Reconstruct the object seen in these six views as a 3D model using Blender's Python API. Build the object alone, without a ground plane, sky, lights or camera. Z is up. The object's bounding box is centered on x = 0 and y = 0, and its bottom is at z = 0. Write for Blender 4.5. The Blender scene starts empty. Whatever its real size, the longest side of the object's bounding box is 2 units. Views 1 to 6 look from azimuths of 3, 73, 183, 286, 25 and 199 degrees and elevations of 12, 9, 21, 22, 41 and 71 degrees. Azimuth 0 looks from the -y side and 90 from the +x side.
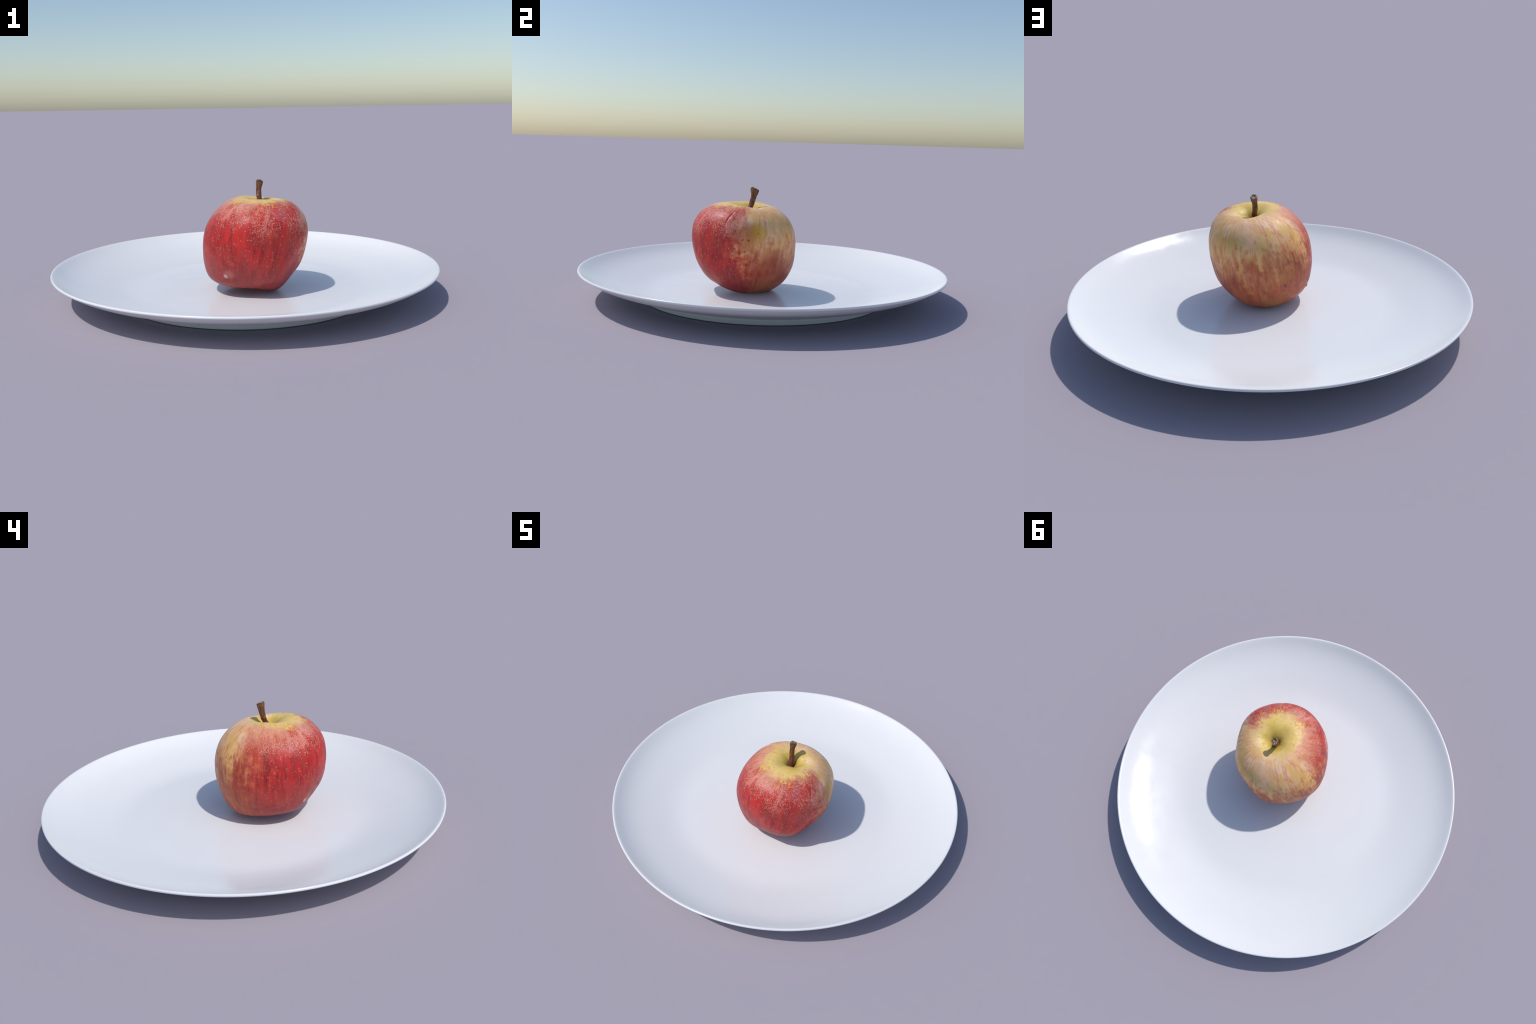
"""A ripe red and yellow apple standing on a shallow white porcelain plate."""
import bpy
import math
import random
import numpy as np
from mathutils import Vector, Matrix, noise

random.seed(7)
FLOOR = 0.0418                                   # height of the plate's flat well

# --------------------------------------------------------------------------
# helpers
# --------------------------------------------------------------------------


def lin(r, g, b):
    """sRGB 0-255 to a linear RGBA colour."""
    f = lambda c: c / 12.92 if c <= 0.04045 else ((c + 0.055) / 1.055) ** 2.4
    return (f(r / 255), f(g / 255), f(b / 255), 1.0)


def smooth(a, b, x):
    t = np.clip((x - a) / (b - a), 0, 1)
    return t * t * (3 - 2 * t)


def spline(xs, ys, x):
    """Natural cubic spline through (xs, ys); ys may carry extra columns."""
    xs, ys, x = np.asarray(xs, float), np.asarray(ys, float), np.asarray(x, float)
    n, h = len(xs), np.diff(xs)
    A, b = np.eye(n), np.zeros_like(ys)
    for i in range(1, n - 1):
        A[i, i - 1:i + 2] = h[i - 1], 2 * (h[i - 1] + h[i]), h[i]
        b[i] = 6 * ((ys[i + 1] - ys[i]) / h[i] - (ys[i] - ys[i - 1]) / h[i - 1])
    m = np.linalg.solve(A, b)
    k = np.clip(np.searchsorted(xs, x) - 1, 0, n - 2)
    ex = (slice(None),) + (None,) * (ys.ndim - 1)
    H, u, v = h[k][ex], (xs[k + 1] - x)[ex], (x - xs[k])[ex]
    return (m[k] * u ** 3 + m[k + 1] * v ** 3) / (6 * H) + (ys[k] / H - m[k] * H / 6) * u + (ys[k + 1] / H - m[k + 1] * H / 6) * v


def make_object(name, verts, faces, material, parent=None, matrix=None, smooth_shade=True):
    me = bpy.data.meshes.new(name)
    me.from_pydata([tuple(v) for v in verts], [], faces)
    me.validate()
    if smooth_shade:
        me.polygons.foreach_set("use_smooth", [True] * len(me.polygons))
    me.materials.append(material)
    ob = bpy.data.objects.new(name, me)
    bpy.context.scene.collection.objects.link(ob)
    if matrix is not None:
        ob.matrix_world = matrix
    if parent:
        ob.parent = parent
        bpy.context.view_layer.update()
        ob.matrix_parent_inverse = parent.matrix_world.inverted()
    return ob


def make_empty(name, location, label, category):
    ob = bpy.data.objects.new(name, None)
    ob.empty_display_size = 0.1
    ob.location = location
    bpy.context.scene.collection.objects.link(ob)
    ob["label"], ob["category"] = label, category
    bpy.context.view_layer.update()
    return ob


def lathe(profile, segments, closed):
    """Spin (r, z) points round z. Points with r == 0 become single poles."""
    verts, rings, faces = [], [], []
    for r, z in profile:
        if r < 1e-9:
            rings.append([len(verts)])
            verts.append((0, 0, z))
        else:
            rings.append(list(range(len(verts), len(verts) + segments)))
            verts += [(r * math.cos(math.tau * i / segments), r * math.sin(math.tau * i / segments), z) for i in range(segments)]
    pairs = list(zip(rings, rings[1:])) + ([(rings[-1], rings[0])] if closed else [])
    for a, b in pairs:
        for i in range(segments):
            j = (i + 1) % segments
            if len(a) == 1 and len(b) > 1:
                faces.append((a[0], b[j], b[i]))
            elif len(b) == 1 and len(a) > 1:
                faces.append((a[i], a[j], b[0]))
            elif len(a) > 1:
                faces.append((a[i], a[j], b[j], b[i]))
    return verts, faces


class Nodes:
    """Short-hand for building a shader node tree."""

    def __init__(self, name):
        self.mat = bpy.data.materials.new(name)
        self.mat.use_nodes = True
        self.t = self.mat.node_tree
        self.bsdf = self.t.nodes["Principled BSDF"]

    def put(self, socket, v):
        if isinstance(v, bpy.types.NodeSocket):
            self.t.links.new(v, socket)
        else:
            socket.default_value = v

    def math(self, op, a, b=0.0, c=0.0, clamp=False):
        n = self.t.nodes.new("ShaderNodeMath")
        n.operation, n.use_clamp = op, clamp
        for s, v in zip(n.inputs, (a, b, c)):
            self.put(s, v)
        return n.outputs[0]

    def add(self, a, b): return self.math("ADD", a, b)
    def sub(self, a, b): return self.math("SUBTRACT", a, b)
    def mul(self, a, b): return self.math("MULTIPLY", a, b)

    def step(self, x, lo, hi, to0=0.0, to1=1.0):
        n = self.t.nodes.new("ShaderNodeMapRange")
        n.interpolation_type = "SMOOTHSTEP"
        for s, v in zip(n.inputs, (x, lo, hi, to0, to1)):
            self.put(s, v)
        return n.outputs[0]

    def mix(self, f, a, b, mode="MIX"):
        n = self.t.nodes.new("ShaderNodeMix")
        n.data_type, n.blend_type = "RGBA", mode
        self.put(n.inputs[0], f)
        self.put(n.inputs[6], a)
        self.put(n.inputs[7], b)
        return n.outputs[2]

    def noise(self, vec, scale, detail=3.0, rough=0.55, distort=0.0):
        n = self.t.nodes.new("ShaderNodeTexNoise")
        self.put(n.inputs["Vector"], vec)
        n.inputs["Scale"].default_value = scale
        n.inputs["Detail"].default_value = detail
        n.inputs["Roughness"].default_value = rough
        n.inputs["Distortion"].default_value = distort
        return n.outputs["Fac"]

    def voronoi(self, vec, scale, randomness=1.0):
        n = self.t.nodes.new("ShaderNodeTexVoronoi")
        self.put(n.inputs["Vector"], vec)
        n.inputs["Scale"].default_value = scale
        n.inputs["Randomness"].default_value = randomness
        return n.outputs["Distance"], n.outputs["Color"]

    def vec(self, op, a, b=(0, 0, 0)):
        n = self.t.nodes.new("ShaderNodeVectorMath")
        n.operation = op
        self.put(n.inputs[0], a)
        self.put(n.inputs[1], b)
        return n.outputs["Value"] if op in ("LENGTH", "DISTANCE", "DOT_PRODUCT") else n.outputs[0]

    def xyz(self, v):
        n = self.t.nodes.new("ShaderNodeSeparateXYZ")
        self.put(n.inputs[0], v)
        return n.outputs

    def join(self, x, y, z):
        n = self.t.nodes.new("ShaderNodeCombineXYZ")
        for s, v in zip(n.inputs, (x, y, z)):
            self.put(s, v)
        return n.outputs[0]

    def coords(self):
        return self.t.nodes.new("ShaderNodeTexCoord").outputs["Object"]

    def bump(self, height, strength, distance):
        n = self.t.nodes.new("ShaderNodeBump")
        n.inputs["Strength"].default_value = strength
        n.inputs["Distance"].default_value = distance
        self.put(n.inputs["Height"], height)
        self.t.links.new(n.outputs[0], self.bsdf.inputs["Normal"])

    def near(self, p, centre, r0, r1):
        """1 inside r0 of a point, 0 beyond r1."""
        return self.step(self.vec("DISTANCE", p, centre), r0, r1, 1.0, 0.0)

    def finish(self, **inputs):
        for k, v in inputs.items():
            self.put(self.bsdf.inputs[k.replace("_", " ")], v)
        return self.mat


# --------------------------------------------------------------------------
# materials
# --------------------------------------------------------------------------


def porcelain():
    n = Nodes("glazed_porcelain")
    p = n.coords()
    tone = n.noise(p, 3.0, 3)
    colour = n.mix(tone, (0.795, 0.80, 0.815, 1), (0.825, 0.828, 0.84, 1))
    rough = n.step(n.noise(p, 9.0, 4), 0.3, 0.7, 0.15, 0.22)
    n.bump(n.noise(p, 35.0, 2), 0.05, 0.004)
    return n.finish(Base_Color=colour, Roughness=rough, IOR=1.5)


def greenish_foot():
    n = Nodes("porcelain_foot")
    tone = n.noise(n.coords(), 40.0, 4)
    colour = n.mix(tone, (0.78, 0.80, 0.80, 1), (0.84, 0.86, 0.86, 1))
    return n.finish(Base_Color=colour, Roughness=0.4)


def apple_skin():
    n = Nodes("apple_skin")
    p = n.coords()
    x, y, z = n.xyz(p)
    rho = n.math("SQRT", n.add(n.add(n.mul(x, x), n.mul(y, y)), 1e-6))
    ax, ay = n.math("DIVIDE", x, rho), n.math("DIVIDE", y, rho)
    polar = n.math("ARCTAN2", rho, z)                       # 0 at the stem, pi at the calyx

    # noises stretched along the meridians: the flecks and streaks of the skin
    def streak(k, along, seed, detail=3.0):
        return n.noise(n.join(n.mul(ax, k), n.mul(ay, k), n.add(n.mul(polar, along), seed)), 1.0, detail, 0.6)

    wide, mid, fine = streak(3.2, 1.6, 3.0), streak(9.0, 1.8, 11.0), streak(26.0, 4.5, 23.0, 4.0)
    patch = n.noise(p, 9.0, 3)
    mottle = n.noise(p, 34.0, 4)
    grain = n.noise(p, 190.0, 3, 0.65)

    # ---- pale side: warm tan yellow with soft cream, pink and greenish streaks
    warp = n.add(n.mul(n.sub(mottle, 0.5), 0.07), n.mul(n.sub(mid, 0.5), 0.06))
    p_warp = n.vec("ADD", p, n.join(warp, n.mul(warp, -0.8), n.mul(n.sub(wide, 0.5), 0.05)))
    side = n.mix(n.step(n.add(patch, n.mul(n.sub(mid, 0.5), 0.6)), 0.32, 0.68), lin(236, 184, 112), lin(243, 198, 154))
    cream = n.mul(n.step(n.add(n.mul(mid, 0.55), n.add(n.mul(mottle, 0.6), n.mul(patch, 0.7))), 0.84, 1.12), n.step(z, 0.08, 0.19))
    side = n.mix(n.mul(cream, 0.75), side, lin(250, 228, 192))
    pink = n.mul(n.step(n.add(n.mul(fine, 0.5), n.add(n.mul(mid, 0.5), n.mul(n.sub(mottle, 0.5), 0.3))), 0.46, 0.64), n.step(polar, 0.25, 0.5))
    side = n.mix(n.mul(pink, 0.66), side, lin(222, 112, 76))
    for spot, r, k, c in (((0.077, 0.222, 0.165), 0.095, 0.50, lin(200, 170, 76)),
                          ((0.230, -0.002, 0.140), 0.075, 0.80, lin(210, 170, 50)),
                          ((0.232, -0.045, 0.130), 0.085, 0.92, lin(200, 132, 54)),
                          ((0.235, -0.050, 0.080), 0.055, 0.80, lin(176, 112, 54)),
                          ((-0.200, 0.135, 0.150), 0.060, 0.70, lin(220, 178, 84)),
                          ((-0.060, 0.235, 0.135), 0.065, 0.55, lin(224, 182, 102)),
                          ((0.010, 0.185, 0.205), 0.090, 0.65, lin(240, 194, 162)),
                          ((-0.010, 0.225, 0.150), 0.060, 0.35, lin(236, 178, 144))):
        side = n.mix(n.mul(n.near(p_warp, spot, 0.1 * r, r), k), side, c)
    for spot, r, k in (((0.101, 0.053, 0.238), 0.030, 0.6), ((0.136, -0.072, 0.230), 0.034, 0.45), ((0.020, 0.130, 0.240), 0.034, 0.6), ((0.150, 0.040, 0.215), 0.045, 0.35)):  # whitish glare from the scan, painted onto the shoulder
        side = n.mix(n.mul(n.mul(n.near(p_warp, spot, 0.1 * r, r), n.step(mottle, 0.35, 0.6)), k), side, lin(244, 230, 210))

    # ---- its lower half blushes brick red in streaks and clouds
    blush_edge = n.add(n.mul(n.sub(wide, 0.5), 0.18), n.add(n.mul(n.sub(mid, 0.5), 0.24), n.add(n.mul(n.sub(patch, 0.5), 0.12), n.mul(n.sub(mottle, 0.5), 0.18))))
    low = n.step(n.sub(z, blush_edge), 0.21, -0.12)
    blush = n.mix(n.step(n.add(n.mul(mid, 0.8), n.add(n.mul(patch, 0.5), n.mul(mottle, 0.4))), 0.66, 1.02), lin(186, 90, 60), lin(154, 56, 48))
    tan = n.mul(n.step(n.add(n.mul(fine, 0.45), n.add(n.mul(wide, 0.6), n.mul(mottle, 0.4))), 0.70, 0.92), 0.5)
    blush = n.mix(tan, blush, lin(212, 150, 88))
    side = n.mix(n.mul(n.step(low, 0.0, 0.55), 0.75), side, n.mix(mid, lin(216, 146, 84), lin(202, 112, 68)))
    side = n.mix(n.mul(n.step(low, 0.35, 1.0), 0.84), side, blush)
    for spot, r, k, c in (((0.010, 0.280, 0.050), 0.055, 0.55, lin(166, 58, 46)),
                          ((0.100, 0.250, -0.030), 0.075, 0.50, lin(160, 58, 46)),
                          ((0.225, 0.090, -0.010), 0.105, 0.75, lin(152, 52, 42)),
                          ((0.235, 0.010, -0.060), 0.090, 0.65, lin(154, 54, 44)),
                          ((0.170, 0.170, -0.090), 0.095, 0.60, lin(156, 58, 46)),
                          ((-0.130, 0.230, -0.040), 0.060, 0.55, lin(196, 134, 70)),
                          ((-0.060, 0.200, -0.190), 0.090, 0.60, lin(186, 130, 76)),
                          ((0.240, -0.070, -0.010), 0.045, 0.55, lin(172, 98, 60)),
                          ((-0.240, 0.020, -0.140), 0.080, 0.45, lin(176, 104, 80))):
        side = n.mix(n.mul(n.near(p_warp, spot, 0.1 * r, r), k), side, c)

    # ---- red side: crimson clouds and streaks over scarlet
    red = n.mix(n.step(n.add(mid, n.add(n.mul(mottle, 0.5), n.mul(n.sub(patch, 0.5), 0.6))), 0.56, 0.94), lin(190, 43, 40), lin(136, 26, 33))  # second red deepened partway to the shade recorded on the flank
    red = n.mix(n.mul(n.step(n.add(patch, n.mul(n.sub(wide, 0.5), 0.8)), 0.46, 0.70), 0.45), red, lin(188, 60, 46))
    red = n.mix(n.mul(n.step(n.add(fine, n.mul(n.sub(mottle, 0.5), 0.6)), 0.50, 0.75), 0.35), red, lin(206, 92, 66))
    baked_shade = n.mul(n.step(n.add(z, n.mul(n.sub(patch, 0.5), 0.30)), -0.02, -0.18), 0.70)  # underside red darkened and greyed with height, shading baked into the colour
    red = n.mix(baked_shade, red, n.mix(n.step(mottle, 0.3, 0.7), lin(124, 50, 49), lin(152, 70, 67)))
    # fine pale speckle, painted densest on the shoulder to brighten its sunlit red
    cover = n.add(n.mul(n.sub(mottle, 0.5), 0.55), n.add(n.mul(n.sub(patch, 0.5), 0.75), n.mul(n.sub(mid, 0.5), 0.55)))
    cover = n.add(cover, n.step(z, -0.02, 0.20, -0.25, 0.05))
    speckle = n.step(n.add(n.mul(n.sub(grain, 0.5), 1.5), cover), -0.05, 0.28)
    red = n.mix(n.mul(speckle, n.step(z, 0.0, 0.14, 0.25, 0.70)), red, lin(234, 150, 134))
    for spot, r, k, c in (((0.095, -0.190, 0.185), 0.070, 0.60, lin(196, 116, 124)),
                          ((-0.090, -0.205, 0.180), 0.060, 0.45, lin(236, 176, 160)),  # recorded highlight drawn as a pale patch on the red shoulder
                          ((-0.195, -0.050, 0.170), 0.130, 0.62, lin(230, 142, 114))):
        red = n.mix(n.mul(n.mul(n.near(p_warp, spot, 0.1 * r, r), n.step(grain, 0.32, 0.62)), k), red, c)

    # ---- where red meets pale: broken, feathered, wider towards -x
    ang = n.add(n.mul(ax, math.cos(math.radians(-119))), n.mul(ay, math.sin(math.radians(-119))))
    edge = n.add(ang, n.add(n.mul(n.sub(wide, 0.5), 0.60), n.add(n.mul(n.sub(mid, 0.5), 0.65), n.mul(n.sub(mottle, 0.5), 0.75))))
    edge = n.add(edge, n.mul(n.sub(grain, 0.5), 0.30))
    edge = n.add(edge, n.mul(n.mul(n.step(n.sub(z, n.mul(n.sub(mottle, 0.5), 0.2)), 0.06, -0.14), n.step(ax, 0.2, 0.8)), 0.28))
    left_soft = n.step(ax, 0.2, -0.9)
    redness = n.step(edge, n.add(-0.46, n.mul(left_soft, 0.20)), n.add(0.10, n.mul(left_soft, 0.57)))
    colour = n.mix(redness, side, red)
    # single long flames of red on the pale flank
    flame = n.mul(n.step(n.add(n.mul(mid, 0.7), n.mul(fine, 0.5)), 0.66, 0.78), n.mul(n.step(ang, -0.75, 0.0), n.step(z, 0.20, 0.08)))
    colour = n.mix(n.mul(flame, 0.55), colour, lin(170, 58, 48))

    # ---- yellow cap round the stem, reaching furthest down the front
    capd = n.vec("LENGTH", n.join(n.add(x, 0.015), n.add(y, 0.040), 0.0))
    capd = n.add(capd, n.add(n.mul(n.sub(mid, 0.5), 0.08), n.add(n.mul(n.sub(mottle, 0.5), 0.17), n.mul(n.sub(fine, 0.5), 0.08))))
    capd = n.add(capd, n.mul(n.sub(grain, 0.5), 0.03))
    halo = n.mul(n.step(n.add(capd, n.mul(n.sub(grain, 0.5), 0.10)), 0.235, 0.12), n.mul(n.step(n.add(mottle, n.mul(n.sub(mid, 0.5), 1.2)), 0.34, 0.62), n.step(ax, 0.5, -0.5, 0.15, 0.60)))
    colour = n.mix(n.mul(halo, n.step(z, 0.08, 0.16)), colour, lin(240, 192, 150))
    hd, hc = n.voronoi(p_warp, 52.0)
    capd = n.add(capd, n.step(hd, 0.32, 0.16, 0.0, 0.045))
    cap = n.mul(n.step(capd, 0.168, 0.092), n.step(z, 0.08, 0.14))
    cap_colour = n.mix(n.step(patch, 0.35, 0.65), lin(224, 188, 88), lin(230, 196, 110))
    cap_colour = n.mix(n.mul(n.step(n.add(fine, n.mul(mottle, 0.3)), 0.6, 0.9), 0.35), cap_colour, lin(238, 214, 148))
    hollow = n.step(n.add(rho, n.mul(n.sub(mottle, 0.5), 0.05)), 0.085, 0.035)
    cap_colour = n.mix(n.mul(hollow, 0.65), cap_colour, lin(196, 170, 74))
    rays = n.mul(n.step(capd, 0.06, 0.13), n.step(n.add(n.mul(fine, 0.7), n.mul(mid, 0.4)), 0.44, 0.64))
    cap_colour = n.mix(n.mul(rays, 0.42), cap_colour, lin(244, 222, 170))
    colour = n.mix(cap, colour, cap_colour)
    painted_cavity_shade = n.step(n.add(rho, n.mul(n.sub(mid, 0.5), 0.03)), 0.040, 0.014)  # brown ring widened to darken the hollow with its occlusion shadow
    colour = n.mix(n.mul(n.mul(painted_cavity_shade, n.step(z, 0.08, 0.14)), 0.75), colour, lin(160, 118, 70))

    # ---- lenticels: soft pale dots on the red side, small dark ones on the pale side
    dist, cell = n.voronoi(p, 64.0, 0.9)
    size = n.step(n.xyz(cell)[0], 0.0, 1.0, 0.14, 0.34)
    dot = n.mul(n.step(dist, size, n.mul(size, 0.35)), n.step(polar, 0.45, 0.7))
    colour = n.mix(n.mul(n.mul(dot, redness), n.step(z, -0.12, 0.18, 0.20, 0.46)), colour, lin(230, 166, 134))
    dist2, cell2 = n.voronoi(n.vec("ADD", p, (3.1, 1.7, 0.4)), 60.0)
    fleck = n.mul(n.step(dist2, 0.12, 0.05), n.sub(1.0, redness))
    colour = n.mix(n.mul(fleck, 0.45), colour, lin(128, 84, 50))

    # ---- dark red flames, tall and narrow
    tall = n.vec("MULTIPLY", p_warp, (1.0, 1.0, 0.38))
    for spot, r, k in (((-0.265, 0.094, 0.033), 0.016, 0.8), ((-0.235, 0.135, 0.060), 0.012, 0.6), ((-0.262, 0.115, -0.030), 0.022, 0.5),
                       ((0.080, 0.262, 0.060), 0.014, 0.6), ((-0.020, 0.283, 0.010), 0.018, 0.6), ((0.205, 0.130, 0.090), 0.014, 0.5),
                       ((0.247, -0.085, 0.090), 0.014, 0.8), ((0.170, 0.190, 0.080), 0.016, 0.5)):
        flat_spot = (spot[0], spot[1], spot[2] * 0.38)
        colour = n.mix(n.mul(n.near(tall, flat_spot, 0.3 * r, r), k), colour, lin(164, 54, 48))

    # ---- single marks
    for spot, r, k, c in (((0.247, -0.053, 0.111), 0.0085, 0.85, lin(92, 46, 34)),
                          ((0.237, -0.004, 0.146), 0.0055, 0.85, lin(92, 70, 30)),
                          ((0.248, -0.067, 0.050), 0.0100, 0.70, lin(110, 54, 50)),
                          ((-0.128, 0.236, -0.092), 0.0075, 0.90, lin(66, 34, 42)),
                          ((-0.130, 0.232, -0.104), 0.0055, 0.80, lin(80, 42, 44)),
                          ((-0.117, -0.196, -0.151), 0.0160, 0.75, lin(208, 170, 160)),  # glint on the low bulge, coloured in here with its fainter surround below
                          ((-0.100, -0.205, -0.137), 0.0330, 0.35, lin(190, 126, 116)),
                          ((0.046, 0.262, 0.085), 0.0060, 0.60, lin(130, 96, 50))):
        wob = n.mul(n.sub(grain, 0.5), 1.2 * r)
        colour = n.mix(n.mul(n.step(n.add(n.vec("DISTANCE", p, spot), wob), 0.35 * r, r, 1.0, 0.0), k), colour, c)

    n.bump(n.add(n.mul(grain, 0.6), n.mul(n.noise(p, 420.0, 2), 0.4)), 0.30, 0.0022)
    rough = n.step(mottle, 0.3, 0.7, 0.36, 0.50)
    return n.finish(Base_Color=colour, Roughness=rough, IOR=1.38)


def stem_wood():
    n = Nodes("stem_wood")
    p = n.coords()
    x, y, z = n.xyz(p)
    fibre = n.noise(n.vec("MULTIPLY", p, (1.0, 1.0, 0.18)), 160.0, 4)
    blotch = n.noise(p, 45.0, 3)
    colour = n.mix(n.step(fibre, 0.35, 0.68), lin(72, 40, 28), lin(134, 80, 48))
    ruddy = n.mul(n.step(n.add(z, n.mul(n.sub(blotch, 0.5), 0.05)), 0.10, 0.05), 0.65)
    colour = n.mix(ruddy, colour, n.mix(fibre, lin(80, 32, 28), lin(130, 56, 44)))
    knob = n.step(n.add(z, n.mul(n.sub(blotch, 0.5), 0.04)), 0.105, 0.14)
    colour = n.mix(n.mul(knob, 0.55), colour, n.mix(fibre, lin(92, 62, 40), lin(154, 110, 68)))
    colour = n.mix(n.mul(n.step(n.add(z, n.mul(n.sub(blotch, 0.5), 0.02)), 0.140, 0.152), 0.6), colour, lin(62, 42, 32))
    scar = n.mul(n.step(n.math("ABSOLUTE", n.sub(z, n.add(0.086, n.mul(x, 0.4)))), 0.0045, 0.001), n.step(blotch, 0.45, 0.6))
    colour = n.mix(n.mul(scar, 0.6), colour, lin(170, 140, 110))
    n.bump(fibre, 0.5, 0.003)
    return n.finish(Base_Color=colour, Roughness=0.6)


def cut_wood():
    n = Nodes("stem_cut_wood")
    p = n.coords()
    a = n.noise(p, 120.0, 4)
    colour = n.mix(n.step(a, 0.38, 0.62), lin(74, 62, 54), lin(176, 148, 116))
    n.bump(a, 0.6, 0.004)
    return n.finish(Base_Color=colour, Roughness=0.8)


def dried_flower():
    n = Nodes("dried_calyx")
    a = n.noise(n.coords(), 90.0, 4)
    return n.finish(Base_Color=n.mix(a, lin(70, 52, 38), lin(128, 98, 66)), Roughness=0.85)


# --------------------------------------------------------------------------
# the plate
# --------------------------------------------------------------------------

PORCELAIN, FOOT = porcelain(), greenish_foot()

plate = make_empty("plate", (0, 0, 0), "round shallow white porcelain plate with raised rim", "plate")

# cross-section: flat well, gentle flare, rounded lip, thinner underside
top_r = [0.580, 0.622, 0.66, 0.72, 0.78, 0.84, 0.90, 0.95, 0.985]
top_z = [FLOOR, FLOOR + .0021, .0484, .0596, .0738, .0900, .1108, .1357, .1588]
rr = np.linspace(0.580, 0.985, 60)
upper = [(0.0, FLOOR), (.15, FLOOR), (.30, FLOOR), (.45, FLOOR), (.53, FLOOR), (.56, FLOOR), (.572, FLOOR)]
upper += [(float(r), float(z)) for r, z in zip(rr, spline(top_r, top_z, rr))]
lip = [(.9895, .1614), (.9930, .1625), (.9965, .1624), (.9988, .1612), (1.0, .1588), (1.0, .1548), (.9990, .1522), (.9960, .1503)]
und_r = [.52, .60, .66, .70, .75, .80, .85, .90, .95, .985]
und_z = [.022, .025, .031, .0385, .0512, .0660, .0822, .1002, .1213, .1422]
ru = np.linspace(.985, .52, 40)
under = [(float(r), float(z)) for r, z in zip(ru, spline(und_r, und_z, ru))] + [(.30, .023), (0.0, .023)]
v, f = lathe((upper + lip + under)[::-1], 256, False)
dish = make_object("dish", v, f, PORCELAIN, plate)

foot_profile = [(.640, .034), (.640, .006), (.643, .0015), (.648, 0.0), (.660, 0.0), (.665, .0018), (.667, .006), (.669, .018), (.675, .0365)]
v, f = lathe(foot_profile, 256, True)
foot_ring = make_object("foot_ring", v, f, FOOT, plate)

# --------------------------------------------------------------------------
# the apple
# --------------------------------------------------------------------------

CENTRE = Vector((0.0655, -0.1285, 0.285))
AXIS = Vector((0.063, 0.019, 0.38)).normalized()            # calyx to stem, leaning
TILT = Vector((0, 0, 1)).rotation_difference(AXIS).to_matrix().to_4x4()
BODY = Matrix.Translation(CENTRE) @ TILT

# Meridian profiles: distance from the core in millimetres, one row for every
# 15 degrees from stem to calyx, one column for every 30 degrees round the axis.
PROFILES = (
    (233,) * 12,
    (254, 250, 247, 244, 242, 240, 238, 238, 241, 246, 251, 254),
    (278, 272, 270, 265, 262, 260, 255, 254, 262, 270, 279, 283),
    (284, 280, 281, 278, 275, 272, 262, 266, 284, 293, 299, 298),
    (276, 276, 282, 283, 282, 277, 266, 276, 298, 304, 300, 296),
    (260, 263, 272, 283, 284, 280, 270, 280, 295, 294, 280, 272),
    (248, 254, 266, 282, 284, 284, 272, 279, 282, 279, 264, 246),
    (244, 257, 274, 287, 286, 289, 275, 276, 272, 269, 265, 238),
    (241, 257, 280, 292, 292, 295, 285, 280, 271, 261, 260, 240),
    (248, 258, 279, 296, 301, 300, 293, 286, 275, 257, 250, 247),
    (253, 256, 265, 276, 278, 270, 262, 255, 249, 239, 238, 246),
    (215, 217, 217, 216, 212, 205, 197, 194, 194, 195, 200, 209),
    (173,) * 12,
)


def body_radius(theta, phi):
    """Loft the profiles: a cubic spline down each meridian, a Fourier series round the axis."""
    rows = spline(np.radians(np.arange(0, 181, 15)), np.array(PROFILES, float) / 1000, theta[:, 0])
    c = np.fft.rfft(rows, axis=1) / 12
    out = np.repeat(c[:, :1].real, phi.shape[1], 1)
    for k in range(1, 7):
        w = 2.0 if k < 6 else 1.0
        out = out + w * (c[:, k:k + 1].real * np.cos(k * phi) - c[:, k:k + 1].imag * np.sin(k * phi))
    return out


ROWS, COLS = 300, 400
th = (np.linspace(0.0, 1.0, ROWS) ** 1.0) * math.pi
th = np.clip(th, 0.004, math.pi - 0.004)[:, None]
ph = np.linspace(0, math.tau, COLS, endpoint=False)[None, :]
R = body_radius(th, ph)
X = np.stack([R * np.sin(th) * np.cos(ph), R * np.sin(th) * np.sin(ph), R * np.cos(th) + 0 * ph], -1)


def press(centre, radius, depth):
    """Push a soft round dent in (or, with depth < 0, raise a lump) along the radius."""
    global X
    d2 = ((X - np.array(centre)) ** 2).sum(-1) / radius ** 2
    n = X / np.linalg.norm(X, axis=-1, keepdims=True)
    X = X - n * (depth * np.exp(-d2))[..., None]


def score(points, radius, depth):
    """A groove along a polyline."""
    global X
    best = np.full(X.shape[:2], 1e9)
    for a, b in zip(points, points[1:]):
        a, b = np.array(a), np.array(b)
        t = np.clip(((X - a) @ (b - a)) / ((b - a) @ (b - a)), 0, 1)
        best = np.minimum(best, np.linalg.norm(X - (a + t[..., None] * (b - a)), axis=-1))
    n = X / np.linalg.norm(X, axis=-1, keepdims=True)
    X = X - n * (depth * np.exp(-(best / radius) ** 2))[..., None]


def swell(theta, phi, width, height):
    """Fill a flank out (or draw it in) round a direction given in degrees."""
    t, p = math.radians(theta), math.radians(phi)
    d = np.array([math.sin(t) * math.cos(p), math.sin(t) * math.sin(p), math.cos(t)])
    near = X[np.unravel_index((X @ d / np.linalg.norm(X, axis=-1)).argmax(), X.shape[:2])]
    press(near, width, -height)


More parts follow.
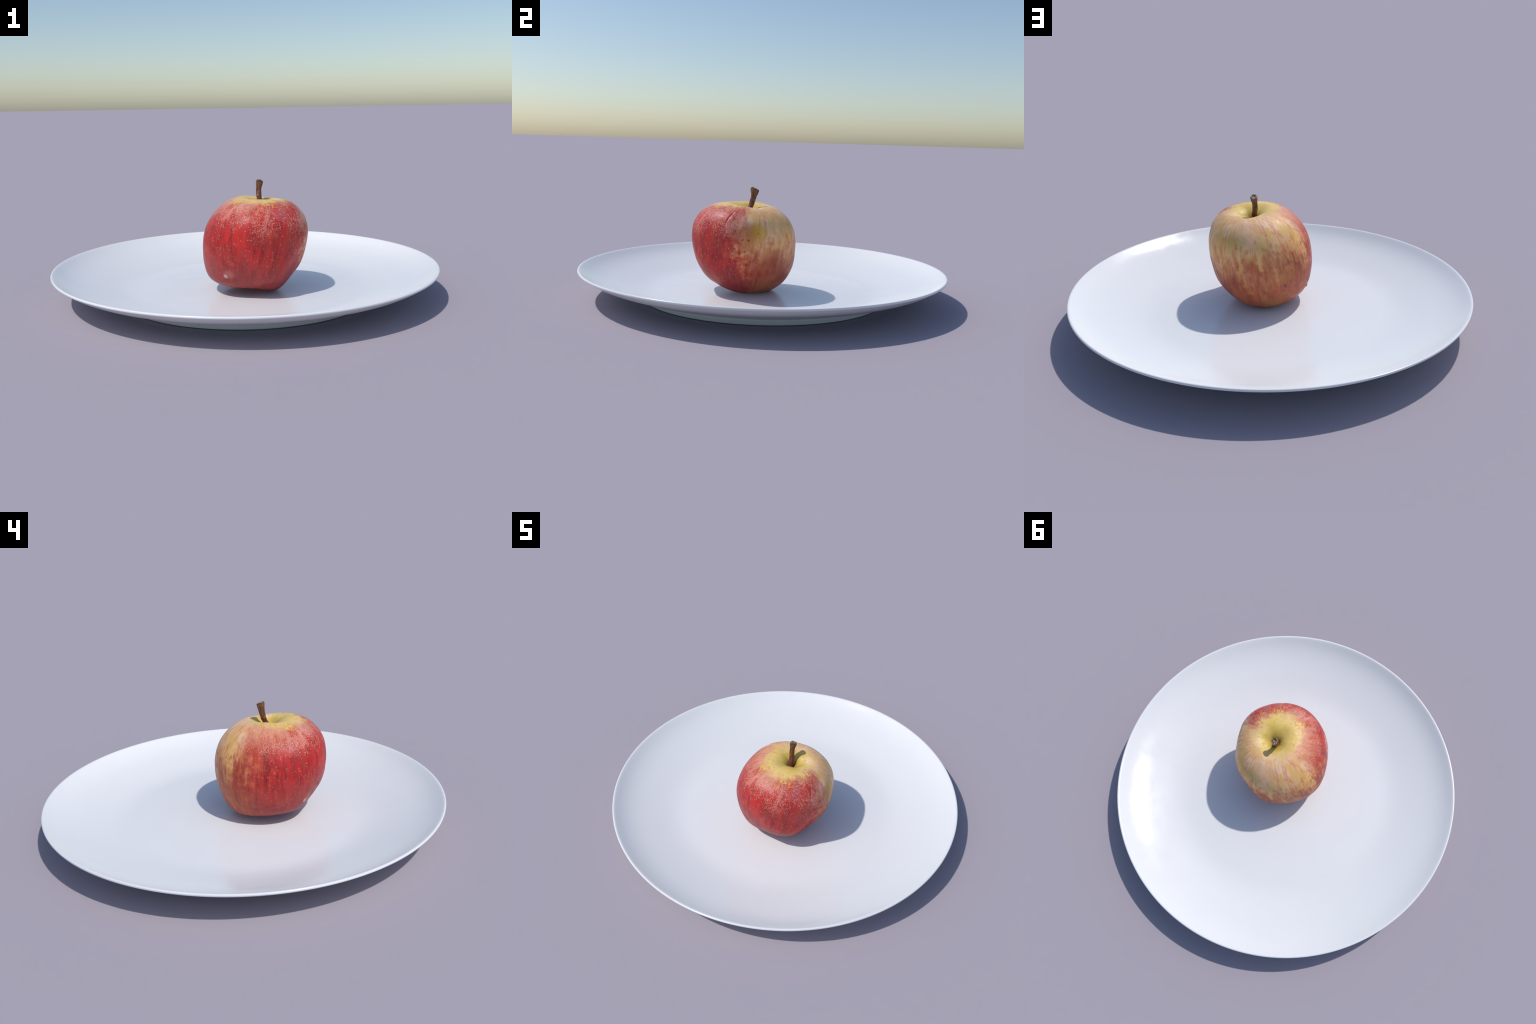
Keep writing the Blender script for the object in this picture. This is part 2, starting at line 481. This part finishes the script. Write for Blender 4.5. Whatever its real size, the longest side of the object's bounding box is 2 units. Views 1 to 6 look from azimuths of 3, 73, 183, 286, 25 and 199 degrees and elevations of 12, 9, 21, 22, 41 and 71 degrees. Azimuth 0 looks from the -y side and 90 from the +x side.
swell(124, -48, 0.075, 0.006)
swell(102, -52, 0.050, 0.006)
swell(140, -28, 0.070, 0.004)
swell(122, 198, 0.070, 0.004)
swell(70, -48, 0.080, -0.003)
swell(66, -5, 0.070, -0.002)
swell(66, 38, 0.080, 0.003)

# stem basin: a funnel that sinks towards the stem, with soft ribs in its wall
rho = np.hypot(X[..., 0], X[..., 1])
rib = 1 + 0.10 * np.cos(3 * ph + 0.6) + 0.06 * np.cos(5 * ph - 1.0)
u = np.clip(1 - rho / (0.120 * rib), 0, 1)
throat = 0.024 * (1 + 0.25 * np.cos(3 * ph + 1.6)) * np.exp(-(rho / 0.030) ** 2)
basin = 0.045 * u ** 2.0 * (1.5 - 0.5 * u) + throat
X[..., 2] -= np.where(X[..., 2] > 0, basin, 0)
# calyx basin, puckered by five ribs
u = np.clip(1 - rho / (0.085 * (1 + 0.14 * np.cos(5 * ph + 0.4))), 0, 1)
X[..., 2] += np.where(X[..., 2] < 0, 0.05 * u ** 1.6 * (1.6 - 0.6 * u), 0)

score([(0.148, -0.119, 0.226), (0.163, -0.137, 0.212), (0.172, -0.152, 0.195), (0.186, -0.168, 0.170)], 0.0034, 0.0028)
press((0.178, -0.128, 0.203), 0.016, -0.0030)
press((-0.039, -0.250, -0.088), 0.010, 0.0040)
press((-0.117, -0.196, -0.151), 0.020, -0.0030)
press((-0.221, 0.079, -0.186), 0.008, -0.0060)
press((0.247, -0.053, 0.111), 0.006, 0.0012)
press((-0.128, 0.236, -0.098), 0.008, 0.0020)
score([(-0.076, 0.249, 0.104), (-0.106, 0.234, 0.108)], 0.003, 0.0010)

# soft unevenness of a grown fruit
flat = X.reshape(-1, 3)
wob = np.array([noise.noise(Vector(p * 22)) * 0.0011 + noise.noise(Vector(p * 60)) * 0.0004 for p in flat])
flat += flat / np.linalg.norm(flat, axis=1, keepdims=True) * wob[:, None]

verts = [tuple(p) for p in flat]
faces = [(i * COLS + j, (i + 1) * COLS + j, (i + 1) * COLS + (j + 1) % COLS, i * COLS + (j + 1) % COLS)
         for i in range(ROWS - 1) for j in range(COLS)]
verts += [tuple(X[0].mean(0)), tuple(X[-1].mean(0))]
a, b = len(verts) - 2, len(verts) - 1
faces += [(a, j, (j + 1) % COLS) for j in range(COLS)]
faces += [(b, (ROWS - 1) * COLS + (j + 1) % COLS, (ROWS - 1) * COLS + j) for j in range(COLS)]

world = (np.array(BODY.to_3x3()) @ flat.T).T + np.array(CENTRE)
low = world[world[:, 2].argmin()]
BODY = Matrix.Translation((0, 0, FLOOR - float(low[2]))) @ BODY      # stand it on the plate

apple = make_empty("apple", (float(low[0]), float(low[1]), FLOOR), "ripe red and yellow apple with short brown stem", "apple")
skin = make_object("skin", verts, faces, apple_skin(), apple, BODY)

# ---- stem: an elliptical section swept along a bent spine, knobbed and cut askew
STEM_BASE = Vector((0.0850, -0.128, 0.452))
spine = [(0.0, 0, 0, 0), (.030, .000, .011, .028), (.060, -.003, .026, .056), (.094, -.0062, .0378, .091), (.102, -.0066, .0405, .099), (.125, -.005, .0445, .122), (.145, -.0035, .046, .143), (.155, -.0035, .047, .150)]
size = [(.0165, .0180), (.0140, .0160), (.0130, .0142), (.0126, .0138), (.0132, .0144), (.0146, .0178), (.0168, .0214), (.0156, .0194)]
ts = [s[0] for s in spine]
N, K = 40, 32
tt = np.linspace(0, ts[-1], N)
mid = spline(ts, [s[1:] for s in spine], tt)
wid = spline(ts, size, tt)
sv = []
for i in range(N):
    for j in range(K):
        q = math.tau * j / K
        p = Vector(mid[i]) + Vector((math.cos(q) * wid[i][0], math.sin(q) * wid[i][1], 0))
        grow = smooth(.10, .155, tt[i])
        p.z += -grow * math.sin(q) * .0075 - grow * 0.002 * math.cos(q)
        k = 1 + 0.24 * noise.noise(Vector((math.cos(q) * 1.3, math.sin(q) * 1.3, tt[i] * 28))) + 0.05 * math.cos(3 * q) + 0.10 * noise.noise(Vector((math.cos(q) * 3, math.sin(q) * 3, tt[i] * 90))) + 0.06 * math.exp(-((tt[i] - .092) / .006) ** 2)
        c = Vector(mid[i])
        p = Vector((c.x + (p.x - c.x) * k, c.y + (p.y - c.y) * k, p.z))
        if i == N - 1:
            p.z += 0.004 * noise.noise(Vector((math.cos(q) * 2, math.sin(q) * 2, 4.0)))
        sv.append(p)
sf = [(i * K + j, i * K + (j + 1) % K, (i + 1) * K + (j + 1) % K, (i + 1) * K + j) for i in range(N - 1) for j in range(K)]
stem = make_object("stem", sv, sf, stem_wood(), apple, Matrix.Translation(STEM_BASE))

ring = sv[-K:]
c = sum(ring, Vector()) / K
cv = list(ring)
for s, dz in ((.86, .0015), (.6, -.001), (.3, -.0035)):
    for j in range(K):
        p = c + (ring[j] - c) * s
        cv.append(p + Vector((0, 0, dz + 0.002 * noise.noise(p * 130))))
cv.append(c + Vector((0, 0, -.0035)))
cf = [(i * K + j, i * K + (j + 1) % K, (i + 1) * K + (j + 1) % K, (i + 1) * K + j) for i in range(3) for j in range(K)]
cf += [(3 * K + j, 3 * K + (j + 1) % K, 4 * K) for j in range(K)]
cut = make_object("cut_end", cv, cf, cut_wood(), stem, Matrix.Translation(STEM_BASE))

# ---- calyx: five dried sepals in the basin below
CALYX = dried_flower()
calyx_at = BODY @ Matrix.Translation((0, 0, float(X[-1, :, 2].mean()) - 0.001))
cvs, cfs = lathe([(0, -.006), (.006, -.0055), (.010, -.002), (.011, .003), (0, .004)], 24, False)
calyx = make_object("calyx", cvs, cfs, CALYX, apple, calyx_at)
pv, pf = [], []
S = 8
for side in (0, 1):
    for i in range(S + 1):
        t = i / S
        for j in (-1, -.5, 0, .5, 1):
            w = .0065 * (1 - t) ** .7 * (1 + .5 * t) + .0003
            pv.append((.008 + .016 * t, j * w, -.003 - .012 * t + .010 * t * t + .0012 * abs(j) + (.0012 if side else 0)))
for i in range(S):
    for j in range(4):
        q = i * 5 + j
        pf.append((q, q + 1, q + 6, q + 5))
        o = (S + 1) * 5
        pf.append((o + q, o + q + 5, o + q + 6, o + q + 1))
for i in range(S):
    for j in (0, 4):
        q, o = i * 5 + j, (S + 1) * 5
        pf.append((q, q + 5, o + q + 5, o + q) if j == 0 else (q + 5, q, o + q, o + q + 5))
first = None
for k in range(5):
    m = calyx_at @ Matrix.Rotation(math.tau * k / 5 + random.uniform(-.15, .15), 4, "Z") @ Matrix.Scale(random.uniform(.85, 1.1), 4)
    if first is None:
        first = make_object("sepal", pv, pf, CALYX, calyx, m)
    else:
        ob = first.copy()
        bpy.context.scene.collection.objects.link(ob)
        ob.parent = calyx
        ob.matrix_parent_inverse = calyx.matrix_world.inverted()
        ob.matrix_world = m
